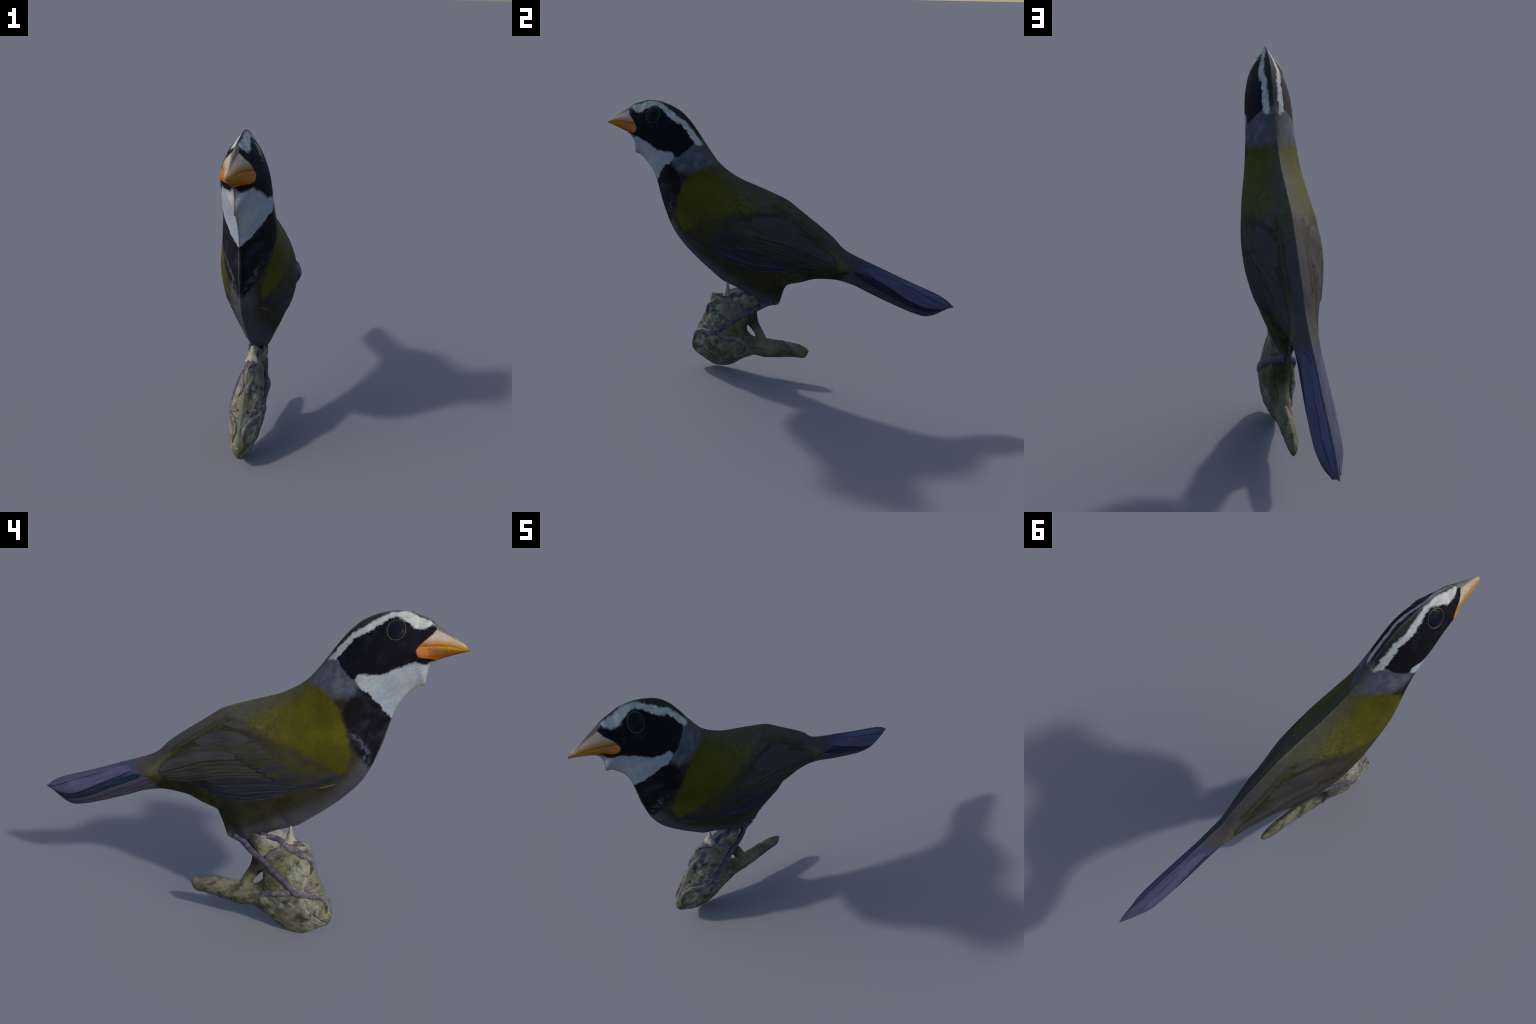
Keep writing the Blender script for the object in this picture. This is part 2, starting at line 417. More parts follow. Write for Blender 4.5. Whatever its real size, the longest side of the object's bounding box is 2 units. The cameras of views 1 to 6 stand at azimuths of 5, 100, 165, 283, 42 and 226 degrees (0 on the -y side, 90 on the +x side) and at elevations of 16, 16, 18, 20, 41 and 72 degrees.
    beak = g.both(g.below(bs, g.t, BEAK_BASE, 0.004, TX))
    lower = g.below(g.t, g.s, GAPE, 0.004)
    up = g.mix(g.step(g.math("SUBTRACT", g.t, g.curve(g.s, GAPE)), 0.002, 0.032), (0.31, 0.130, 0.011), (0.33, 0.275, 0.215))
    up = g.mix(g.both(g.step(g.s, -0.86, -0.80), g.step(g.noise(20), 0.3, 0.6)), up, (0.28, 0.098, 0.009))
    lo = g.mix(g.step(g.s, -0.93, -0.86), (0.32, 0.155, 0.008), (0.35, 0.138, 0.034))
    lo = g.mix(g.below(g.t, g.s, [(-0.99, 1.41), (-0.93, 1.395), (-0.87, 1.385), (-0.80, 1.385)], 0.008), lo, (0.30, 0.084, 0.003))
    bc = g.mix(lower, up, lo)
    line = g.both(g.step(g.math("ABSOLUTE", g.math("SUBTRACT", g.t, g.curve(g.s, GAPE))), 0.0045, 0.001), g.step(g.s, -0.93, -0.89))
    bc = g.mix(g.math("MULTIPLY", line, 0.75), bc, (0.17, 0.055, 0.004))
    col = g.mix(beak, col, bc)
    col = g.mix(fore, col, g.mix(g.step(g.s, -0.90, -0.98), (0.105, 0.105, 0.092), (0.34, 0.30, 0.22)))
    # tail ground colour
    tail = g.above(g.math("ADD", s, g.math("MULTIPLY", t, 0.45)), t, [(0.3, 0.650), (0.62, 0.660), (0.68, 0.755), (0.73, 0.835), (0.80, 0.87)], 0.02, TX)
    col = g.mix(tail, col, g.mix(g.noise(20, 3), (0.030, 0.032, 0.060), (0.055, 0.055, 0.105)))
    # the ridge of back and breast: a thin greyer line
    ridge = g.both(g.step(g.h, 0.007, 0.001), g.step(g.noise(16, 3), 0.25, 0.55))
    col = g.mix(g.math("MULTIPLY", ridge, 0.55), col, (0.085, 0.088, 0.080))
    col = g.grain(col, 0.30, 75)
    col = g.grain(col, 0.28, 3.0, barb)
    g.bump(g.noise(1.0, 3, 0.6, g.along(-0.5, 40, 170)), 0.12, 0.006)
    return g.done(col)


def feather_material(name, dark, light, angle=-0.22, tint=None):
    """a vane: barbs along the feather, a soft light/dark variation, and a per-feather shift"""
    g = Nodes(name, 0.75, 0.10)
    streaks = g.noise(1.0, 4, 0.6, g.along(angle, 9, 130))
    col = g.mix(g.step(streaks, 0.28, 0.72), dark, light)
    if tint:
        m = g.step(g.noise(9, 3), 0.42, 0.66)
        col = g.mix(m, col, tint)
    info = g.new("ShaderNodeObjectInfo")
    k = g.math("MULTIPLY_ADD", info.outputs["Random"], 0.30, 0.85)
    n = g.new("ShaderNodeVectorMath"); n.operation = "SCALE"
    g.put(n.inputs[0], col); g.put(n.inputs["Scale"], k)
    g.bump(streaks, 0.12, 0.004)
    return g.done(n.outputs["Vector"])


PLUMAGE = plumage()
WING = dict(
    grey=feather_material("grey_vane", (0.028, 0.026, 0.027), (0.045, 0.041, 0.043)),
    olive=feather_material("olive_grey_vane", (0.026, 0.025, 0.018), (0.044, 0.040, 0.028), tint=(0.036, 0.034, 0.020)),
    brown=feather_material("brown_grey_vane", (0.022, 0.020, 0.018), (0.042, 0.037, 0.032)),
    soft=feather_material("soft_grey_vane", (0.036, 0.035, 0.030), (0.048, 0.046, 0.040)),
    covert=feather_material("dusky_olive_vane", (0.018, 0.018, 0.013), (0.033, 0.032, 0.021), tint=(0.030, 0.030, 0.014)),
    navy=feather_material("navy_vane", (0.013, 0.014, 0.018), (0.027, 0.028, 0.033), tint=(0.017, 0.020, 0.030)),
    blue=feather_material("blue_edged_vane", (0.008, 0.010, 0.023), (0.023, 0.027, 0.050)),
    edge=feather_material("vane_edge_painted_shade", (0.019, 0.018, 0.016), (0.032, 0.029, 0.025)),
    pale=feather_material("pale_vane_edge", (0.050, 0.054, 0.070), (0.100, 0.108, 0.130)),
    yellow=feather_material("yellow_vane", (0.055, 0.051, 0.006), (0.115, 0.105, 0.018)),
)
TAIL_A = -0.35
TAIL = dict(
    lilac=feather_material("lilac_vane", (0.050, 0.050, 0.094), (0.078, 0.074, 0.142), TAIL_A),
    grey=feather_material("slate_vane", (0.034, 0.033, 0.052), (0.060, 0.056, 0.088), TAIL_A),
    dark=feather_material("dark_blue_vane", (0.006, 0.009, 0.026), (0.016, 0.026, 0.052), TAIL_A),
    edge=feather_material("dark_tail_edge", (0.012, 0.013, 0.026), (0.022, 0.023, 0.040), TAIL_A),
)


# ------------------------------------------------------------------ the bird
bird = thing("songbird", (-0.06, -0.25, 0.30), "small songbird with black mask, white throat, olive back and blue tail", "bird")
none = np.zeros_like(WINGMASK)
for part in ("beak", "head", "torso", "tail"):
    m = (REGION == part) & ~WINGMASK if part != "tail" else (REGION == part)
    body_part(part, {1: m, -1: m}, PLUMAGE, bird)
bpy.context.view_layer.update()
parts = {o.name: o for o in bird.children}
wm = WINGMASK & (REGION != "tail")
wings = {sd: body_part("wing", {sd: wm, -sd: none}, PLUMAGE, bird) for sd in (-1, 1)}

# surfaces to lay feathers on
BVH = {}
for sd in (1, -1):
    P = SIDE[sd][0]
    vs = [Vector(p) for p in P.reshape(-1, 3)]
    idx = np.arange(NU * NV).reshape(NU, NV)
    fs = np.stack([idx[:-1, :-1], idx[1:, :-1], idx[1:, 1:], idx[:-1, 1:]], -1).reshape(-1, 4).tolist()
    BVH[sd] = BVHTree.FromPolygons(vs, fs)


def height_on(tree, s, t, side):
    o = Vector(world(s, t, side * 0.6)); d = Vector(-side * N3)
    hit = tree.ray_cast(o, d)
    return None if hit[0] is None else 0.6 - hit[3]


def resample(pts, n):
    p = np.array(pts, float)
    d = np.concatenate([[0], np.cumsum(np.linalg.norm(np.diff(p, axis=0), axis=1))])
    x = np.linspace(0, d[-1], n)
    return np.stack([smooth_curve(x, d, p[:, k]) for k in range(2)], 1)


def feather(name, upper, lower, side, mats, parent, lift=0.004, tip=0.16, root=0.12, edges=(0, 0), n=30, m=9, sharp=2.4):
    """a vane between two edge curves (root to tip), domed across, lying on the body's surface.
    edges: material numbers for the rows along the upper and the lower border"""
    A, B = resample(upper, n), resample(lower, n)
    tau = np.linspace(0, 1, n)
    prof = np.clip((1 - tau) / tip, 0, 1); prof = 1 - (1 - prof) ** 2
    r = np.clip(tau / root, 0, 1)
    prof = np.sqrt(prof) * np.sqrt(np.clip(r, 0.02, 1))
    prof[-1] = 0.06
    C, H = (A + B) / 2, (A - B) / 2
    x = np.linspace(-1, 1, m)
    verts, mat = [], []
    st = C[:, None] + H[:, None] * (prof[:, None] * x[None])[..., None]
    hs = np.zeros((n, m))
    for i in range(n):
        for j in range(m):
            q = height_on(BVH[side], st[i, j, 0], st[i, j, 1], side)
            hs[i, j] = 0.0 if q is None else q
    dome = 0.36 * lift * (1 - np.abs(x) ** sharp)[None] * r[:, None] * np.clip((1 - tau) / 0.05 + 0.3, 0, 1)[:, None] + 0.0007 * r[:, None] - 0.0012 * (1 - r)[:, None]
    top = world(st[..., 0], st[..., 1], side * (hs + dome)).reshape(-1, 3)
    bot = world(st[..., 0], st[..., 1], side * np.maximum(hs - 0.0030, 0)).reshape(-1, 3)
    verts = np.vstack([top, bot])
    faces, mi = [], []
    k = n * m
    for i in range(n - 1):
        for j in range(m - 1):
            a, b, c, d = i * m + j, (i + 1) * m + j, (i + 1) * m + j + 1, i * m + j + 1
            faces.append((a, b, c, d)); mi.append(edges[1] if j == 0 else edges[0] if j == m - 2 else 0)
            faces.append((k + d, k + c, k + b, k + a)); mi.append(0)
    rim = [i * m for i in range(n)] + [(n - 1) * m + j for j in range(1, m)] + [i * m + m - 1 for i in range(n - 2, -1, -1)] + [j for j in range(m - 2, 0, -1)]
    for a, b in zip(rim, rim[1:] + rim[:1]):
        faces.append((a, k + a, k + b, b)); mi.append(0)
    if FLIP != side:
        pass
    v = verts
    n0 = np.cross(v[faces[0][1]] - v[faces[0][0]], v[faces[0][2]] - v[faces[0][1]])
    big = np.zeros(3)
    for f in faces[: 2 * (n - 1) * (m - 1): 2]:
        big += np.cross(v[f[1]] - v[f[0]], v[f[2]] - v[f[1]])
    if (big @ N3) * side < 0:
        faces = [f[::-1] for f in faces]
    return mesh_object(name, verts, faces, mats, parent, mat_index=mi)


def between(upper, lower, f):
    """a curve a fraction f of the way from the upper to the lower curve"""
    a, b = resample(upper, 12), resample(lower, 12)
    return (a + (b - a) * f).tolist()


# wing feathers -------------------------------------------------------------------------------
SEC_TOP = [(-0.110, 0.885), (-0.050, 0.897), (0.141, 0.861), (0.244, 0.814), (0.341, 0.752), (0.370, 0.715)]
SEC_LOW = [(-0.260, 0.795), (-0.200, 0.789), (0.038, 0.741), (0.180, 0.692), (0.259, 0.676), (0.334, 0.674)]
PRIM_TOP = [(-0.400, 0.765), (-0.200, 0.786), (0.038, 0.737), (0.180, 0.690), (0.262, 0.674)]
PRIM_LOW = [(-0.400, 0.754), (-0.279, 0.714), (-0.195, 0.686), (-0.079, 0.656), (0.042, 0.656), (0.154, 0.675), (0.235, 0.672)]
for sd, wing in wings.items():
    # primaries: blue-grey, pale outer edges
    cuts = [0.0, 0.24, 0.44, 0.62, 0.80, 1.0]
    for k in range(5):
        up, low = between(PRIM_TOP, PRIM_LOW, cuts[k]), between(PRIM_TOP, PRIM_LOW, cuts[k + 1])
        up, low = up[k // 2:], low[k // 2:]
        feather("feather", up, low, sd, [WING["navy" if k < 1 else "blue"], WING["edge"], WING["pale"]], wing, 0.0035, 0.25, 0.1, edges=(1, 2 if k in (2, 4) else 1), m=9)
    # secondaries: brown grey, darker lower borders
    cuts = [0.0, 0.42, 0.56, 0.68, 0.79, 0.90, 1.0]
    for k in range(6):
        up, low = between(SEC_TOP, SEC_LOW, cuts[k]), between(SEC_TOP, SEC_LOW, cuts[k + 1])
        if k == 0:
            up, low = up[1:], low[1:]
        feather("feather", up, low, sd, [WING["grey" if k == 0 else "brown"], WING["edge"]], wing, 0.004 if k else 0.005, 0.12, 0.2, edges=(0, 1), m=9)
    # tertials
    feather("feather", [(-0.165, 0.930), (-0.071, 0.925), (0.048, 0.890), (0.160, 0.868), (0.290, 0.795)], [(-0.150, 0.900), (-0.050, 0.880), (0.06, 0.858), (0.17, 0.835), (0.288, 0.785)], sd, [WING["olive"], WING["edge"]], wing, 0.004, 0.3)
    feather("feather", [(-0.150, 0.966), (-0.084, 0.964), (0.016, 0.960), (0.115, 0.934), (0.180, 0.898)], [(-0.150, 0.940), (-0.071, 0.911), (0.048, 0.878), (0.142, 0.864), (0.183, 0.868)], sd, [WING["grey"], WING["edge"]], wing, 0.0035, 0.3, 0.35, edges=(0, 1), m=11)
    feather("feather", [(0.010, 1.026), (0.060, 0.998), (0.130, 0.952), (0.215, 0.895), (0.295, 0.832)], [(0.020, 1.000), (0.070, 0.972), (0.130, 0.934), (0.205, 0.880), (0.288, 0.820)], sd, [WING["olive"], WING["edge"]], wing, 0.004, 0.3, 0.4, edges=(1, 0), m=9)
    feather("feather", [(-0.120, 1.010), (-0.050, 1.018), (0.050, 0.992)], [(-0.120, 0.982), (-0.040, 0.976), (0.045, 0.975)], sd, [WING["soft"]], wing, 0.0025, 0.5, 0.5, m=9)
    # greater coverts: short overlapping vanes in front of the secondaries
    for k in range(7):
        f = k / 6
        a = np.array([-0.215 - 0.175 * f, 0.945 - 0.125 * f]); L = 0.215 - 0.05 * f
        d = np.array([math.cos(-0.33 + 0.12 * f), math.sin(-0.33 + 0.12 * f)]); q = np.array([-d[1], d[0]])
        wd = 0.017 + 0.003 * rng.random()
        mid = [a, a + d * L * 0.5 + q * 0.004, a + d * L]
        feather("feather", [p + q * wd for p in mid], [p - q * wd for p in mid], sd, [WING[("olive", "brown", "covert", "covert", "navy", "covert", "navy")[k]], WING["edge"]], wing, 0.0045, 0.35, 0.55, edges=(0, 1), n=18)
    # alula and the yellow bend of the wing
    feather("feather", [(-0.515, 0.838), (-0.464, 0.828), (-0.404, 0.795), (-0.350, 0.772)], [(-0.505, 0.812), (-0.460, 0.790), (-0.410, 0.768), (-0.350, 0.762)], sd, [WING["navy"]], wing, 0.005, 0.3, n=18)
    feather("feather", [(-0.502, 0.788), (-0.462, 0.774), (-0.420, 0.758)], [(-0.500, 0.781), (-0.461, 0.766), (-0.420, 0.752)], sd, [WING["yellow"]], wing, 0.0035, 0.5, n=16, m=7)

# tail feathers -------------------------------------------------------------------------------
EDGE_T = [(0.510, 0.736), (0.560, 0.717), (0.650, 0.682), (0.760, 0.640), (0.850, 0.608), (0.920, 0.580), (0.985, 0.538)]
TAIL1 = [(0.505, 0.728), (0.573, 0.708), (0.699, 0.644), (0.838, 0.588), (0.959, 0.535), (0.988, 0.530)]
TAIL2 = [(0.440, 0.712), (0.502, 0.683), (0.628, 0.623), (0.886, 0.509), (0.962, 0.512)]
TAIL3 = [(0.389, 0.695), (0.609, 0.590), (0.803, 0.500), (0.890, 0.480)]
TAIL4 = [(0.359, 0.688), (0.562, 0.584), (0.801, 0.480), (0.868, 0.466)]
TAIL5 = [(0.347, 0.668), (0.522, 0.582), (0.708, 0.504), (0.840, 0.462)]
EDGE_V = [(0.350, 0.622), (0.440, 0.599), (0.550, 0.556), (0.690, 0.503), (0.790, 0.471), (0.835, 0.460)]
tail = parts["tail"]
for sd in (-1, 1):
    rows = [(TAIL5, EDGE_V, "grey"), (TAIL4, TAIL5, "grey"), (TAIL3, TAIL4, "grey"), (TAIL2, TAIL3, "dark"), (TAIL1, TAIL2, "lilac"), (EDGE_T, TAIL1, "lilac")]
    for up, low, kind in rows:
        feather("tail_feather", up, low, sd, [TAIL[kind], TAIL["edge"]], tail, 0.0035, 0.10, 0.25, edges=(0, 1), n=36, m=9, sharp=3)

# eyes ----------------------------------------------------------------------------------------
def eye_material():
    g = Nodes("dark_eye", 0.20, 0.05)
    c = g.math("SUBTRACT", g.s, -0.701); d = g.math("SUBTRACT", g.t, 1.477)
    r = g.math("SQRT", g.math("ADD", g.math("MULTIPLY", c, c), g.math("MULTIPLY", d, d)))
    return g.done(g.mix(g.step(r, 0.018, 0.033), (0.005, 0.006, 0.014), (0.009, 0.011, 0.006)))


def ring_material():
    g = Nodes("eye_ring", 0.6, 0.3)
    return g.done(g.mix(g.noise(60, 2), (0.014, 0.016, 0.017), (0.033, 0.037, 0.039)))


EYE, RING = eye_material(), ring_material()
for sd in (-1, 1):
    cs0, ct0, R = -0.701, 1.477, 0.0335
    verts, faces = [], []
    nr_, na = 12, 40
    def lay(s, t, up):
        return world(s, t, sd * (height_on(BVH[sd], s, t, sd) + up))
    verts.append(lay(cs0, ct0, 0.0085))
    for i in range(1, nr_ + 1):
        q = i / nr_
        for a in range(na):
            an = a * math.tau / na
            verts.append(lay(cs0 + R * q * math.cos(an), ct0 + R * q * math.sin(an), 0.0085 * math.sqrt(max(0, 1 - q * q)) - 0.0006))
    for a in range(na):
        faces.append((0, 1 + a, 1 + (a + 1) % na))
        for i in range(nr_ - 1):
            b = 1 + i * na
            faces.append((b + a, b + na + a, b + na + (a + 1) % na, b + (a + 1) % na))
    v = np.array(verts)
    if np.cross(v[1] - v[0], v[2] - v[0]) @ N3 * sd < 0:
        faces = [f[::-1] for f in faces]
    eye = mesh_object("eye", verts, faces, [EYE], parts["head"])
    # the fleshy ring round it
    verts, faces, nb = [], [], 8
    for a in range(48):
        an = a * math.tau / 48
        for b in range(nb):
            bn = b * math.tau / nb
            rr = 0.0382 + 0.0027 * math.cos(bn)
            verts.append(lay(cs0 + rr * math.cos(an), ct0 + rr * math.sin(an), 0.0030 * math.sin(bn)))
    for a in range(48):
        for b in range(nb):
            faces.append((a * nb + b, (a + 1) % 48 * nb + b, (a + 1) % 48 * nb + (b + 1) % nb, a * nb + (b + 1) % nb))
    if sd > 0:
        faces = [f[::-1] for f in faces]
    mesh_object("eye_ring", verts, faces, [RING], parts["head"])


# ------------------------------------------------------------------ the branch
def lens_loft(rows, thick, a=1.8, b=0.85, skew=0.0, m=28, n=90):
    """closed loft through (upper s, t, lower s, t) rows with lens sections"""
    rows = np.array(rows, float); k = np.arange(len(rows))
    u = np.linspace(0, len(rows) - 1, n)
    r = [smooth_curve(u, k, rows[:, i]) for i in range(4)]
    w = smooth_curve(u, k, thick)
    v = ((1 - np.cos(np.pi * np.linspace(0, 1, m))) / 2)[None]
    h = w[:, None] * np.clip(1 - np.abs(2 * v ** math.exp(skew) - 1) ** a, 0, 1) ** b
    s = r[0][:, None] * (1 - v) + r[2][:, None] * v
    t = r[1][:, None] * (1 - v) + r[3][:, None] * v
    P = np.concatenate([world(s, t, h), world(s, t, -h)[:, -2:0:-1]], 1)
    ring = P.shape[1]
    idx = np.arange(n * ring).reshape(n, ring)
    f = [tuple(map(int, (idx[i, j], idx[i + 1, j], idx[i + 1, (j + 1) % ring], idx[i, (j + 1) % ring]))) for i in range(n - 1) for j in range(ring)]
    f += [tuple(map(int, idx[0])), tuple(map(int, idx[-1][::-1]))]
    return P.reshape(-1, 3), f


STUMP = [(-0.508, 0.126, -0.508, 0.116), (-0.504, 0.152, -0.503, 0.095), (-0.496, 0.181, -0.490, 0.072), (-0.482, 0.214, -0.465, 0.055),
         (-0.456, 0.267, -0.436, 0.038), (-0.426, 0.334, -0.405, 0.020), (-0.397, 0.400, -0.375, 0.006), (-0.376, 0.458, -0.345, 0.000),
         (-0.341, 0.457, -0.318, 0.001), (-0.307, 0.472, -0.285, 0.009), (-0.270, 0.489, -0.255, 0.021), (-0.222, 0.505, -0.222, 0.041),
         (-0.170, 0.500, -0.197, 0.058), (-0.160, 0.46, -0.187, 0.064)]
STUMP_W = [0.003, 0.015, 0.027, 0.038, 0.049, 0.059, 0.066, 0.071, 0.074, 0.075, 0.073, 0.065, 0.050, 0.036]
TWIG = [(-0.260, 0.270, -0.240, 0.030), (-0.185, 0.262, -0.190, 0.062), (-0.157, 0.237, -0.157, 0.080), (-0.125, 0.214, -0.121, 0.094), (-0.090, 0.211, -0.090, 0.093),
        (-0.047, 0.211, -0.055, 0.089), (0.025, 0.210, 0.021, 0.098), (0.084, 0.206, 0.081, 0.107), (0.136, 0.200, 0.125, 0.113), (0.165, 0.193, 0.150, 0.113), (0.196, 0.178, 0.180, 0.115), (0.210, 0.161, 0.187, 0.120)]
TWIG_W = [0.050, 0.048, 0.044, 0.040, 0.038, 0.034, 0.030, 0.027, 0.025, 0.022, 0.014, 0.004]
STUB = [(-0.112, 0.195, -0.035, 0.190), (-0.115, 0.222, -0.047, 0.211), (-0.133, 0.251, -0.067, 0.250), (-0.156, 0.276, -0.085, 0.283), (-0.200, 0.305, -0.098, 0.315), (-0.22, 0.340, -0.104, 0.345), (-0.22, 0.385, -0.104, 0.372), (-0.22, 0.44, -0.09, 0.42), (-0.22, 0.48, -0.08, 0.47)]
STUB_W = [0.024, 0.022, 0.022, 0.026, 0.036, 0.041, 0.044, 0.047, 0.048]
SPIKE = [(-0.325, 0.445, -0.245, 0.455), (-0.306, 0.473, -0.268, 0.480), (-0.299, 0.488, -0.272, 0.492), (-0.293, 0.512, -0.276, 0.514), (-0.290, 0.535, -0.279, 0.535)]
SPIKE_W = [0.032, 0.020, 0.014, 0.010, 0.008]


def bark_mesh():
    verts, faces, off = [], [], 0
    for rows, w, k in ((STUMP, STUMP_W, 0.17), (TWIG, TWIG_W, 0), (STUB, STUB_W, 0), (SPIKE, SPIKE_W, 0)):
        v, f = lens_loft(rows, w, skew=k)
        verts += [tuple(p) for p in v]; faces += [tuple(i + off for i in q) for q in f]; off += len(v)
    me = bpy.data.meshes.new("raw"); me.from_pydata(verts, [], faces)
    bm = bmesh.new(); bm.from_mesh(me); bmesh.ops.recalc_face_normals(bm, faces=bm.faces); bm.to_mesh(me); bm.free()
    ob = bpy.data.objects.new("raw", me); bpy.context.scene.collection.objects.link(ob)
    r = ob.modifiers.new("fuse", "REMESH"); r.mode = "VOXEL"; r.voxel_size = 0.0028; r.use_smooth_shade = True
    sm = ob.modifiers.new("ease", "SMOOTH"); sm.factor, sm.iterations = 0.5, 2
    dg = bpy.context.evaluated_depsgraph_get()
    out = bpy.data.meshes.new_from_object(ob.evaluated_get(dg))
    bpy.data.objects.remove(ob); bpy.data.meshes.remove(me)
    # bark: long shallow furrows that follow the branch, lumps, a crack near the foot
    co = np.empty(len(out.vertices) * 3, np.float32); out.vertices.foreach_get("co", co); co = co.reshape(-1, 3)
    nn = np.array([v.normal[:] for v in out.vertices])
    q = co - ORG
    s, t = q @ S3, q @ T3
    crack = np.array([(-0.394, 0.195), (-0.402, 0.157), (-0.439, 0.119), (-0.485, 0.086)])
    for i in range(len(co)):
        p = Vector((q[i] @ N3, s[i], t[i]))
        along = Vector((p.x * 22, (p.y * 0.8 + p.z * 0.6) * 14, (-p.y * 0.6 + p.z * 0.8) * 55))
        d = 0.0018 * noise.noise(along) + 0.0018 * noise.noise(p * 26) + 0.0009 * noise.noise(p * 80)
        best = 9.0
        for (x0, y0), (x1, y1) in zip(crack[:-1], crack[1:]):
            ux, uy = x1 - x0, y1 - y0
            k = min(1, max(0, ((s[i] - x0) * ux + (t[i] - y0) * uy) / (ux * ux + uy * uy)))
            best = min(best, math.hypot(s[i] - x0 - k * ux, t[i] - y0 - k * uy))
        best += 0.004 * noise.noise(p * 60)
        d -= 0.004 * math.exp(-(best / 0.005) ** 2)
        co[i] += nn[i] * d
    out.vertices.foreach_set("co", co.ravel()); out.update()
    return out


def bark_material():
    g = Nodes("lichen_bark", 0.85, 0.12)
    a = g.noise(1.0, 5, 0.66, g.along(-0.55, 9, 22))
    col = g.mix(g.step(a, 0.32, 0.62), (0.038, 0.035, 0.023), (0.134, 0.128, 0.085))
    col = g.mix(g.both(g.step(g.noise(21, 4, 0.6), 0.50, 0.66), g.step(g.s, -0.05, -0.25)), col, (0.175, 0.180, 0.142))
    # mossy green by the fork
    moss = g.both(g.step(g.math("ABSOLUTE", g.math("SUBTRACT", g.s, -0.19)), 0.14, 0.03), g.step(g.math("ABSOLUTE", g.math("SUBTRACT", g.t, 0.27)), 0.10, 0.02))
    col = g.mix(g.math("MULTIPLY", moss, 0.7), col, g.mix(g.step(g.noise(28, 3), 0.4, 0.65), (0.034, 0.036, 0.012), (0.070, 0.085, 0.022)))
    # pale, bleached wood under the belly and down the front
    pale = g.both(g.step(g.math("ADD", g.t, g.math("MULTIPLY", g.noise(20, 3), 0.10)), 0.465, 0.51), g.step(g.s, -0.13, -0.20))
    col = g.mix(pale, col, g.mix(g.noise(25, 3), (0.18, 0.172, 0.135), (0.30, 0.29, 0.245)))
    band = g.both(g.step(g.math("ABSOLUTE", g.math("SUBTRACT", g.s, g.curve(g.t, [(0.05, -0.44), (0.15, -0.42), (0.24, -0.385), (0.35, -0.345)], (-0.05, 1.65)))), 0.055, 0.015), g.step(g.noise(32, 4, 0.65), 0.42, 0.60))
    col = g.mix(g.math("MULTIPLY", band, 0.75), col, (0.24, 0.255, 0.205))
    pink = g.both(g.step(g.noise(12, 3, 0.5), 0.56, 0.68), g.step(g.noise(40, 3), 0.35, 0.6))
    col = g.mix(g.math("MULTIPLY", pink, 0.6), col, (0.150, 0.105, 0.085))
    specks = g.step(g.noise(46, 5, 0.7), 0.60, 0.72)
    col = g.mix(g.math("MULTIPLY", specks, 0.6), col, (0.030, 0.031, 0.023))
    # dark patch on the stub, grey front edge
    stub = g.both(g.step(g.math("ABSOLUTE", g.math("SUBTRACT", g.s, -0.115)), 0.055, 0.025), g.step(g.t, 0.245, 0.31), g.step(g.t, 0.42, 0.38))
    col = g.mix(g.math("MULTIPLY", stub, 0.8), col, (0.018, 0.017, 0.010))
    front = g.both(g.step(g.h, 0.024, 0.008), g.step(g.s, -0.34, -0.42), g.step(g.t, 0.12, 0.16))
    col = g.mix(g.math("MULTIPLY", front, 0.85), col, (0.085, 0.092, 0.078))
    col = g.grain(col, 0.35, 110)
    g.bump(g.noise(1.0, 5, 0.65, g.along(0.55, 28, 120)), 0.4, 0.008)
    return g.done(col)


BARK = bark_material()
branch = thing("branch", (-0.03, -0.33, 0.0), "short forked piece of lichen-grey branch with a side twig", "branch")
bark = bark_mesh()
bark.materials.append(BARK)
lo = min(v.co.z for v in bark.vertices)
for v in bark.vertices:
    if v.co.z < 0.03:
        v.co.z -= lo * (1 - v.co.z / 0.03) if lo < 0 else lo * (1 - v.co.z / 0.03)
WOOD = BVHTree.FromPolygons([v.co.copy() for v in bark.vertices], [tuple(p.vertices) for p in bark.polygons])
# split into the two pieces that read apart: trunk piece and side twig
whole_normals = [tuple(v.normal) for v in bark.vertices]
P = np.array([v.co[:] for v in bark.vertices]); sv, tv = (P - ORG) @ S3, (P - ORG) @ T3
for name, keep in (("limb", lambda s, t: not (s > -0.085 and t < 0.235 + 0.0 * s)), ("twig", lambda s, t: s > -0.085 and t < 0.235)):
    remap, fs = {}, []
    for p in bark.polygons:
        c = list(p.vertices)
        if keep(sv[c].mean(), tv[c].mean()):
            fs.append([remap.setdefault(i, len(remap)) for i in c])
    order = sorted(remap, key=remap.get)
    ob = mesh_object(name, [P[i] for i in order], fs, [BARK], branch)
    ob.data.normals_split_custom_set_from_vertices([whole_normals[i] for i in order])


# ------------------------------------------------------------------ legs and toes
def skin(name, dark, light, tip):
    g = Nodes(name, 0.65, 0.2)
    scales = g.noise(1.0, 3, 0.6, g.along(-0.6, 60, 60))
    col = g.mix(g.step(scales, 0.35, 0.65), dark, light)
    ridge = g.step(g.noise(35, 3), 0.45, 0.68)
    col = g.mix(g.math("MULTIPLY", ridge, 0.45), col, tip)
    g.bump(scales, 0.4, 0.004)
    return g.done(col)


LEG = skin("purple_scaled_leg", (0.030, 0.025, 0.050), (0.062, 0.053, 0.085), (0.120, 0.104, 0.135))
TOE = skin("purple_scaled_toe", (0.056, 0.047, 0.054), (0.108, 0.095, 0.104), (0.220, 0.204, 0.206))
CLAW = skin("brown_claw", (0.026, 0.018, 0.013), (0.050, 0.036, 0.028), (0.085, 0.066, 0.058))


def surface(s, t, side):
    h = [x for x in (height_on(WOOD, s, t, side), height_on(BVH[side], s, t, side)) if x is not None]
    return max(h) if h else 0.0


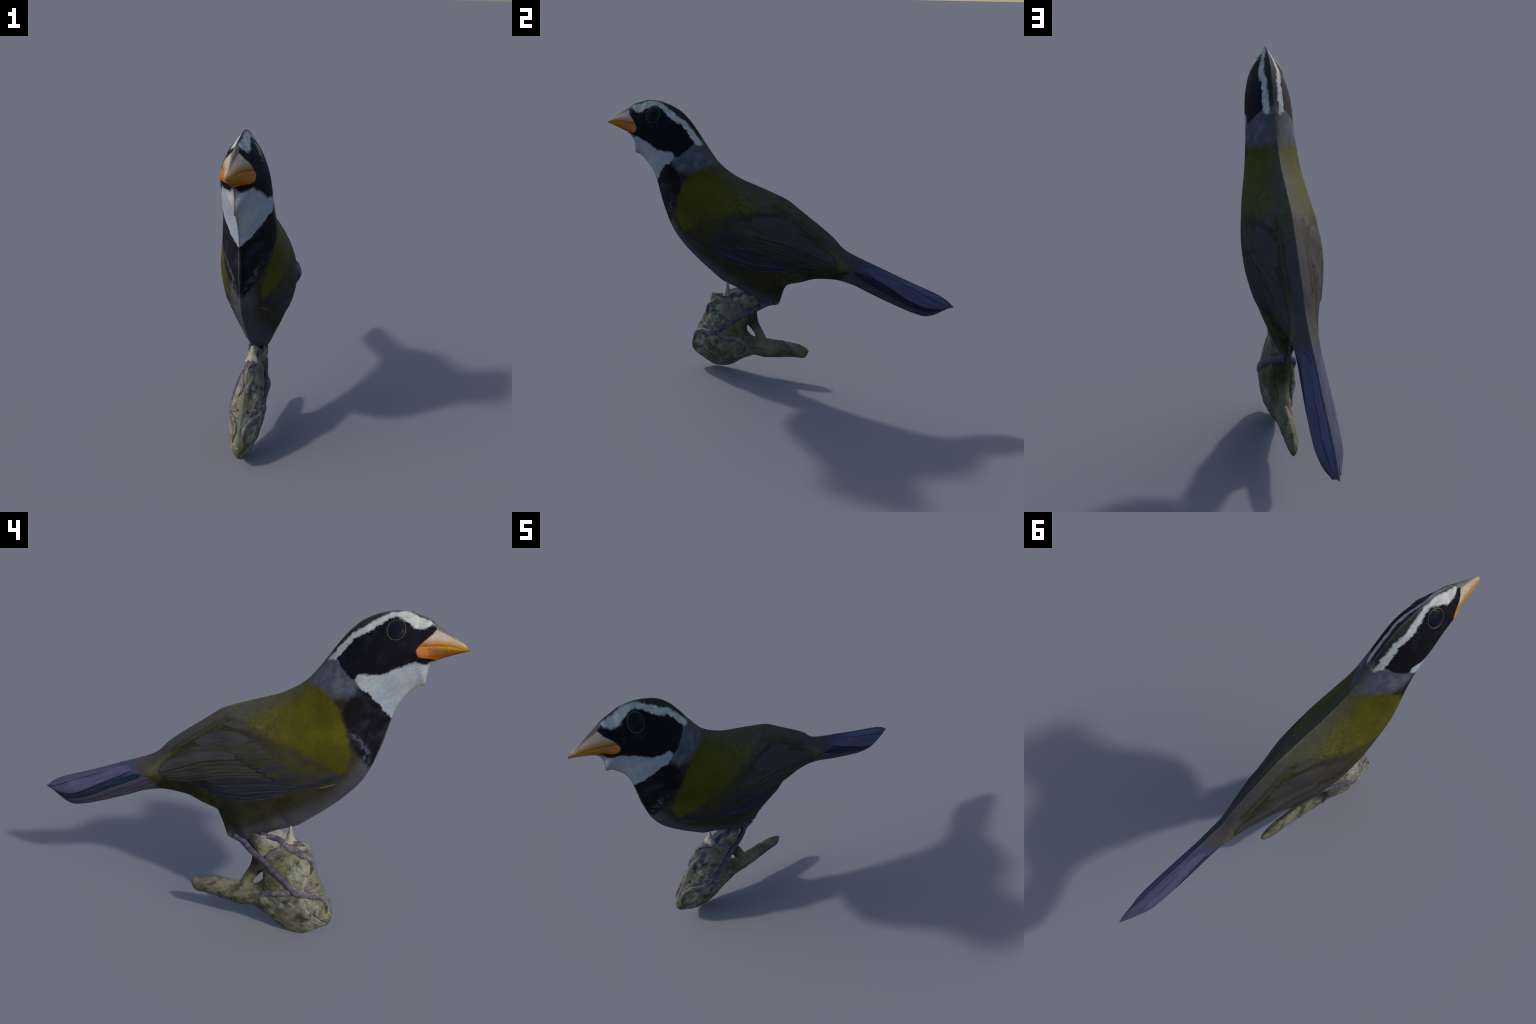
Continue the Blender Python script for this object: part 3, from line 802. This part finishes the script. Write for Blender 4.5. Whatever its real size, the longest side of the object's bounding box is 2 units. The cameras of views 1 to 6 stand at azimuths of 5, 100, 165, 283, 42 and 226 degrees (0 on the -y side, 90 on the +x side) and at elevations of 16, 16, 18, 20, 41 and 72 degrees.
def limb_tube(name, path, radii, side, mats, parent, sink=0.35, n=34, m=12, claw=0.0, knuckles=0, flat=0.62, reach=0):
    """a tapering tube laid on the wood, sunk a little into it"""
    c = resample(path, n)
    x = np.linspace(0, 1, n)
    r = np.interp(x, np.linspace(0, 1, len(radii)), radii)
    if knuckles:
        r = r * (1 + 0.10 * np.cos(x * math.tau * knuckles))
    h = np.array([surface(p[0], p[1], side) for p in c])
    h = np.array([h[max(0, i - reach): i + reach + 1].max() for i in range(n)])
    k = np.ones(7) / 7
    h = np.convolve(np.pad(h, 3, mode="edge"), k, "valid")
    C = world(c[:, 0], c[:, 1], side * np.maximum(h - sink * flat * r, 0.004))
    tan = np.gradient(C, axis=0); tan /= np.linalg.norm(tan, axis=1, keepdims=True)
    verts, faces, mi = [], [], []
    for i in range(n):
        e1 = np.cross(tan[i], N3); e1 /= np.linalg.norm(e1); e2 = np.cross(e1, tan[i])
        for j in range(m):
            a = j * math.tau / m
            verts.append(C[i] + r[i] * (math.cos(a) * e1 + flat * math.sin(a) * e2))
    for i in range(n - 1):
        for j in range(m):
            faces.append((i * m + j, i * m + (j + 1) % m, (i + 1) * m + (j + 1) % m, (i + 1) * m + j))
            mi.append(1 if x[i] > 1 - claw else 0)
    faces += [tuple(range(m))[::-1], tuple((n - 1) * m + j for j in range(m))]; mi += [0, min(1, len(mats) - 1) if claw else 0]
    v = np.array(verts)
    f = faces[0]; nrm = np.cross(v[f[1]] - v[f[0]], v[f[2]] - v[f[1]])
    if nrm @ (v[f[0]] - C[0]) < 0:
        faces = [q[::-1] for q in faces]
    return mesh_object(name, verts, faces, mats, parent, mat_index=mi)


for sd in (-1, 1):
    leg = limb_tube("leg", [(-0.012, 0.440), (-0.050, 0.424), (-0.088, 0.402), (-0.128, 0.380), (-0.184, 0.350), (-0.243, 0.309), (-0.301, 0.265), (-0.338, 0.236)],
                    [0.0185, 0.0165, 0.0150, 0.0140, 0.0130, 0.0135, 0.0165, 0.0200], sd, [LEG], bird, 0.35, reach=4, flat=0.8)
    limb_tube("toe", [(-0.318, 0.250), (-0.345, 0.236), (-0.395, 0.226), (-0.435, 0.219), (-0.464, 0.205), (-0.480, 0.178), (-0.487, 0.140)], [0.0210, 0.0240, 0.0235, 0.0205, 0.0170, 0.0125, 0.0040], sd, [TOE, CLAW], leg, 0.35, claw=0.16, knuckles=4)
    limb_tube("toe", [(-0.318, 0.232), (-0.285, 0.218), (-0.235, 0.207), (-0.196, 0.194), (-0.172, 0.174), (-0.166, 0.150), (-0.170, 0.128)], [0.0146, 0.0152, 0.0159, 0.0171, 0.0146, 0.011, 0.0037], sd, [TOE, CLAW], leg, 0.4, claw=0.16, knuckles=3)
    limb_tube("toe", [(-0.355, 0.244), (-0.390, 0.256), (-0.418, 0.266), (-0.440, 0.276)], [0.0140, 0.0145, 0.0140, 0.0030], sd, [TOE, CLAW], leg, 0.45, n=20, claw=0.16, knuckles=2)
    far = limb_tube("leg", [(-0.150, 0.478), (-0.198, 0.467), (-0.243, 0.455), (-0.272, 0.430)], [0.0134, 0.0134, 0.0159, 0.0195], sd, [LEG], bird, 0.4, n=20)
    limb_tube("toe", [(-0.255, 0.440), (-0.275, 0.428), (-0.315, 0.417), (-0.359, 0.400), (-0.392, 0.378), (-0.402, 0.352), (-0.397, 0.318)], [0.0200, 0.0220, 0.0215, 0.0195, 0.0165, 0.0125, 0.0037], sd, [TOE, CLAW], far, 0.35, claw=0.16, knuckles=4)
    limb_tube("toe", [(-0.270, 0.440), (-0.300, 0.447), (-0.330, 0.449), (-0.360, 0.445)], [0.0140, 0.0150, 0.0140, 0.0030], sd, [TOE, CLAW], far, 0.45, n=20, claw=0.16, knuckles=2)
    limb_tube("toe", [(-0.266, 0.427), (-0.230, 0.405), (-0.195, 0.382), (-0.170, 0.366)], [0.0150, 0.0150, 0.0130, 0.0060], sd, [TOE, CLAW], far, 0.4, n=20, claw=0.2, knuckles=2)
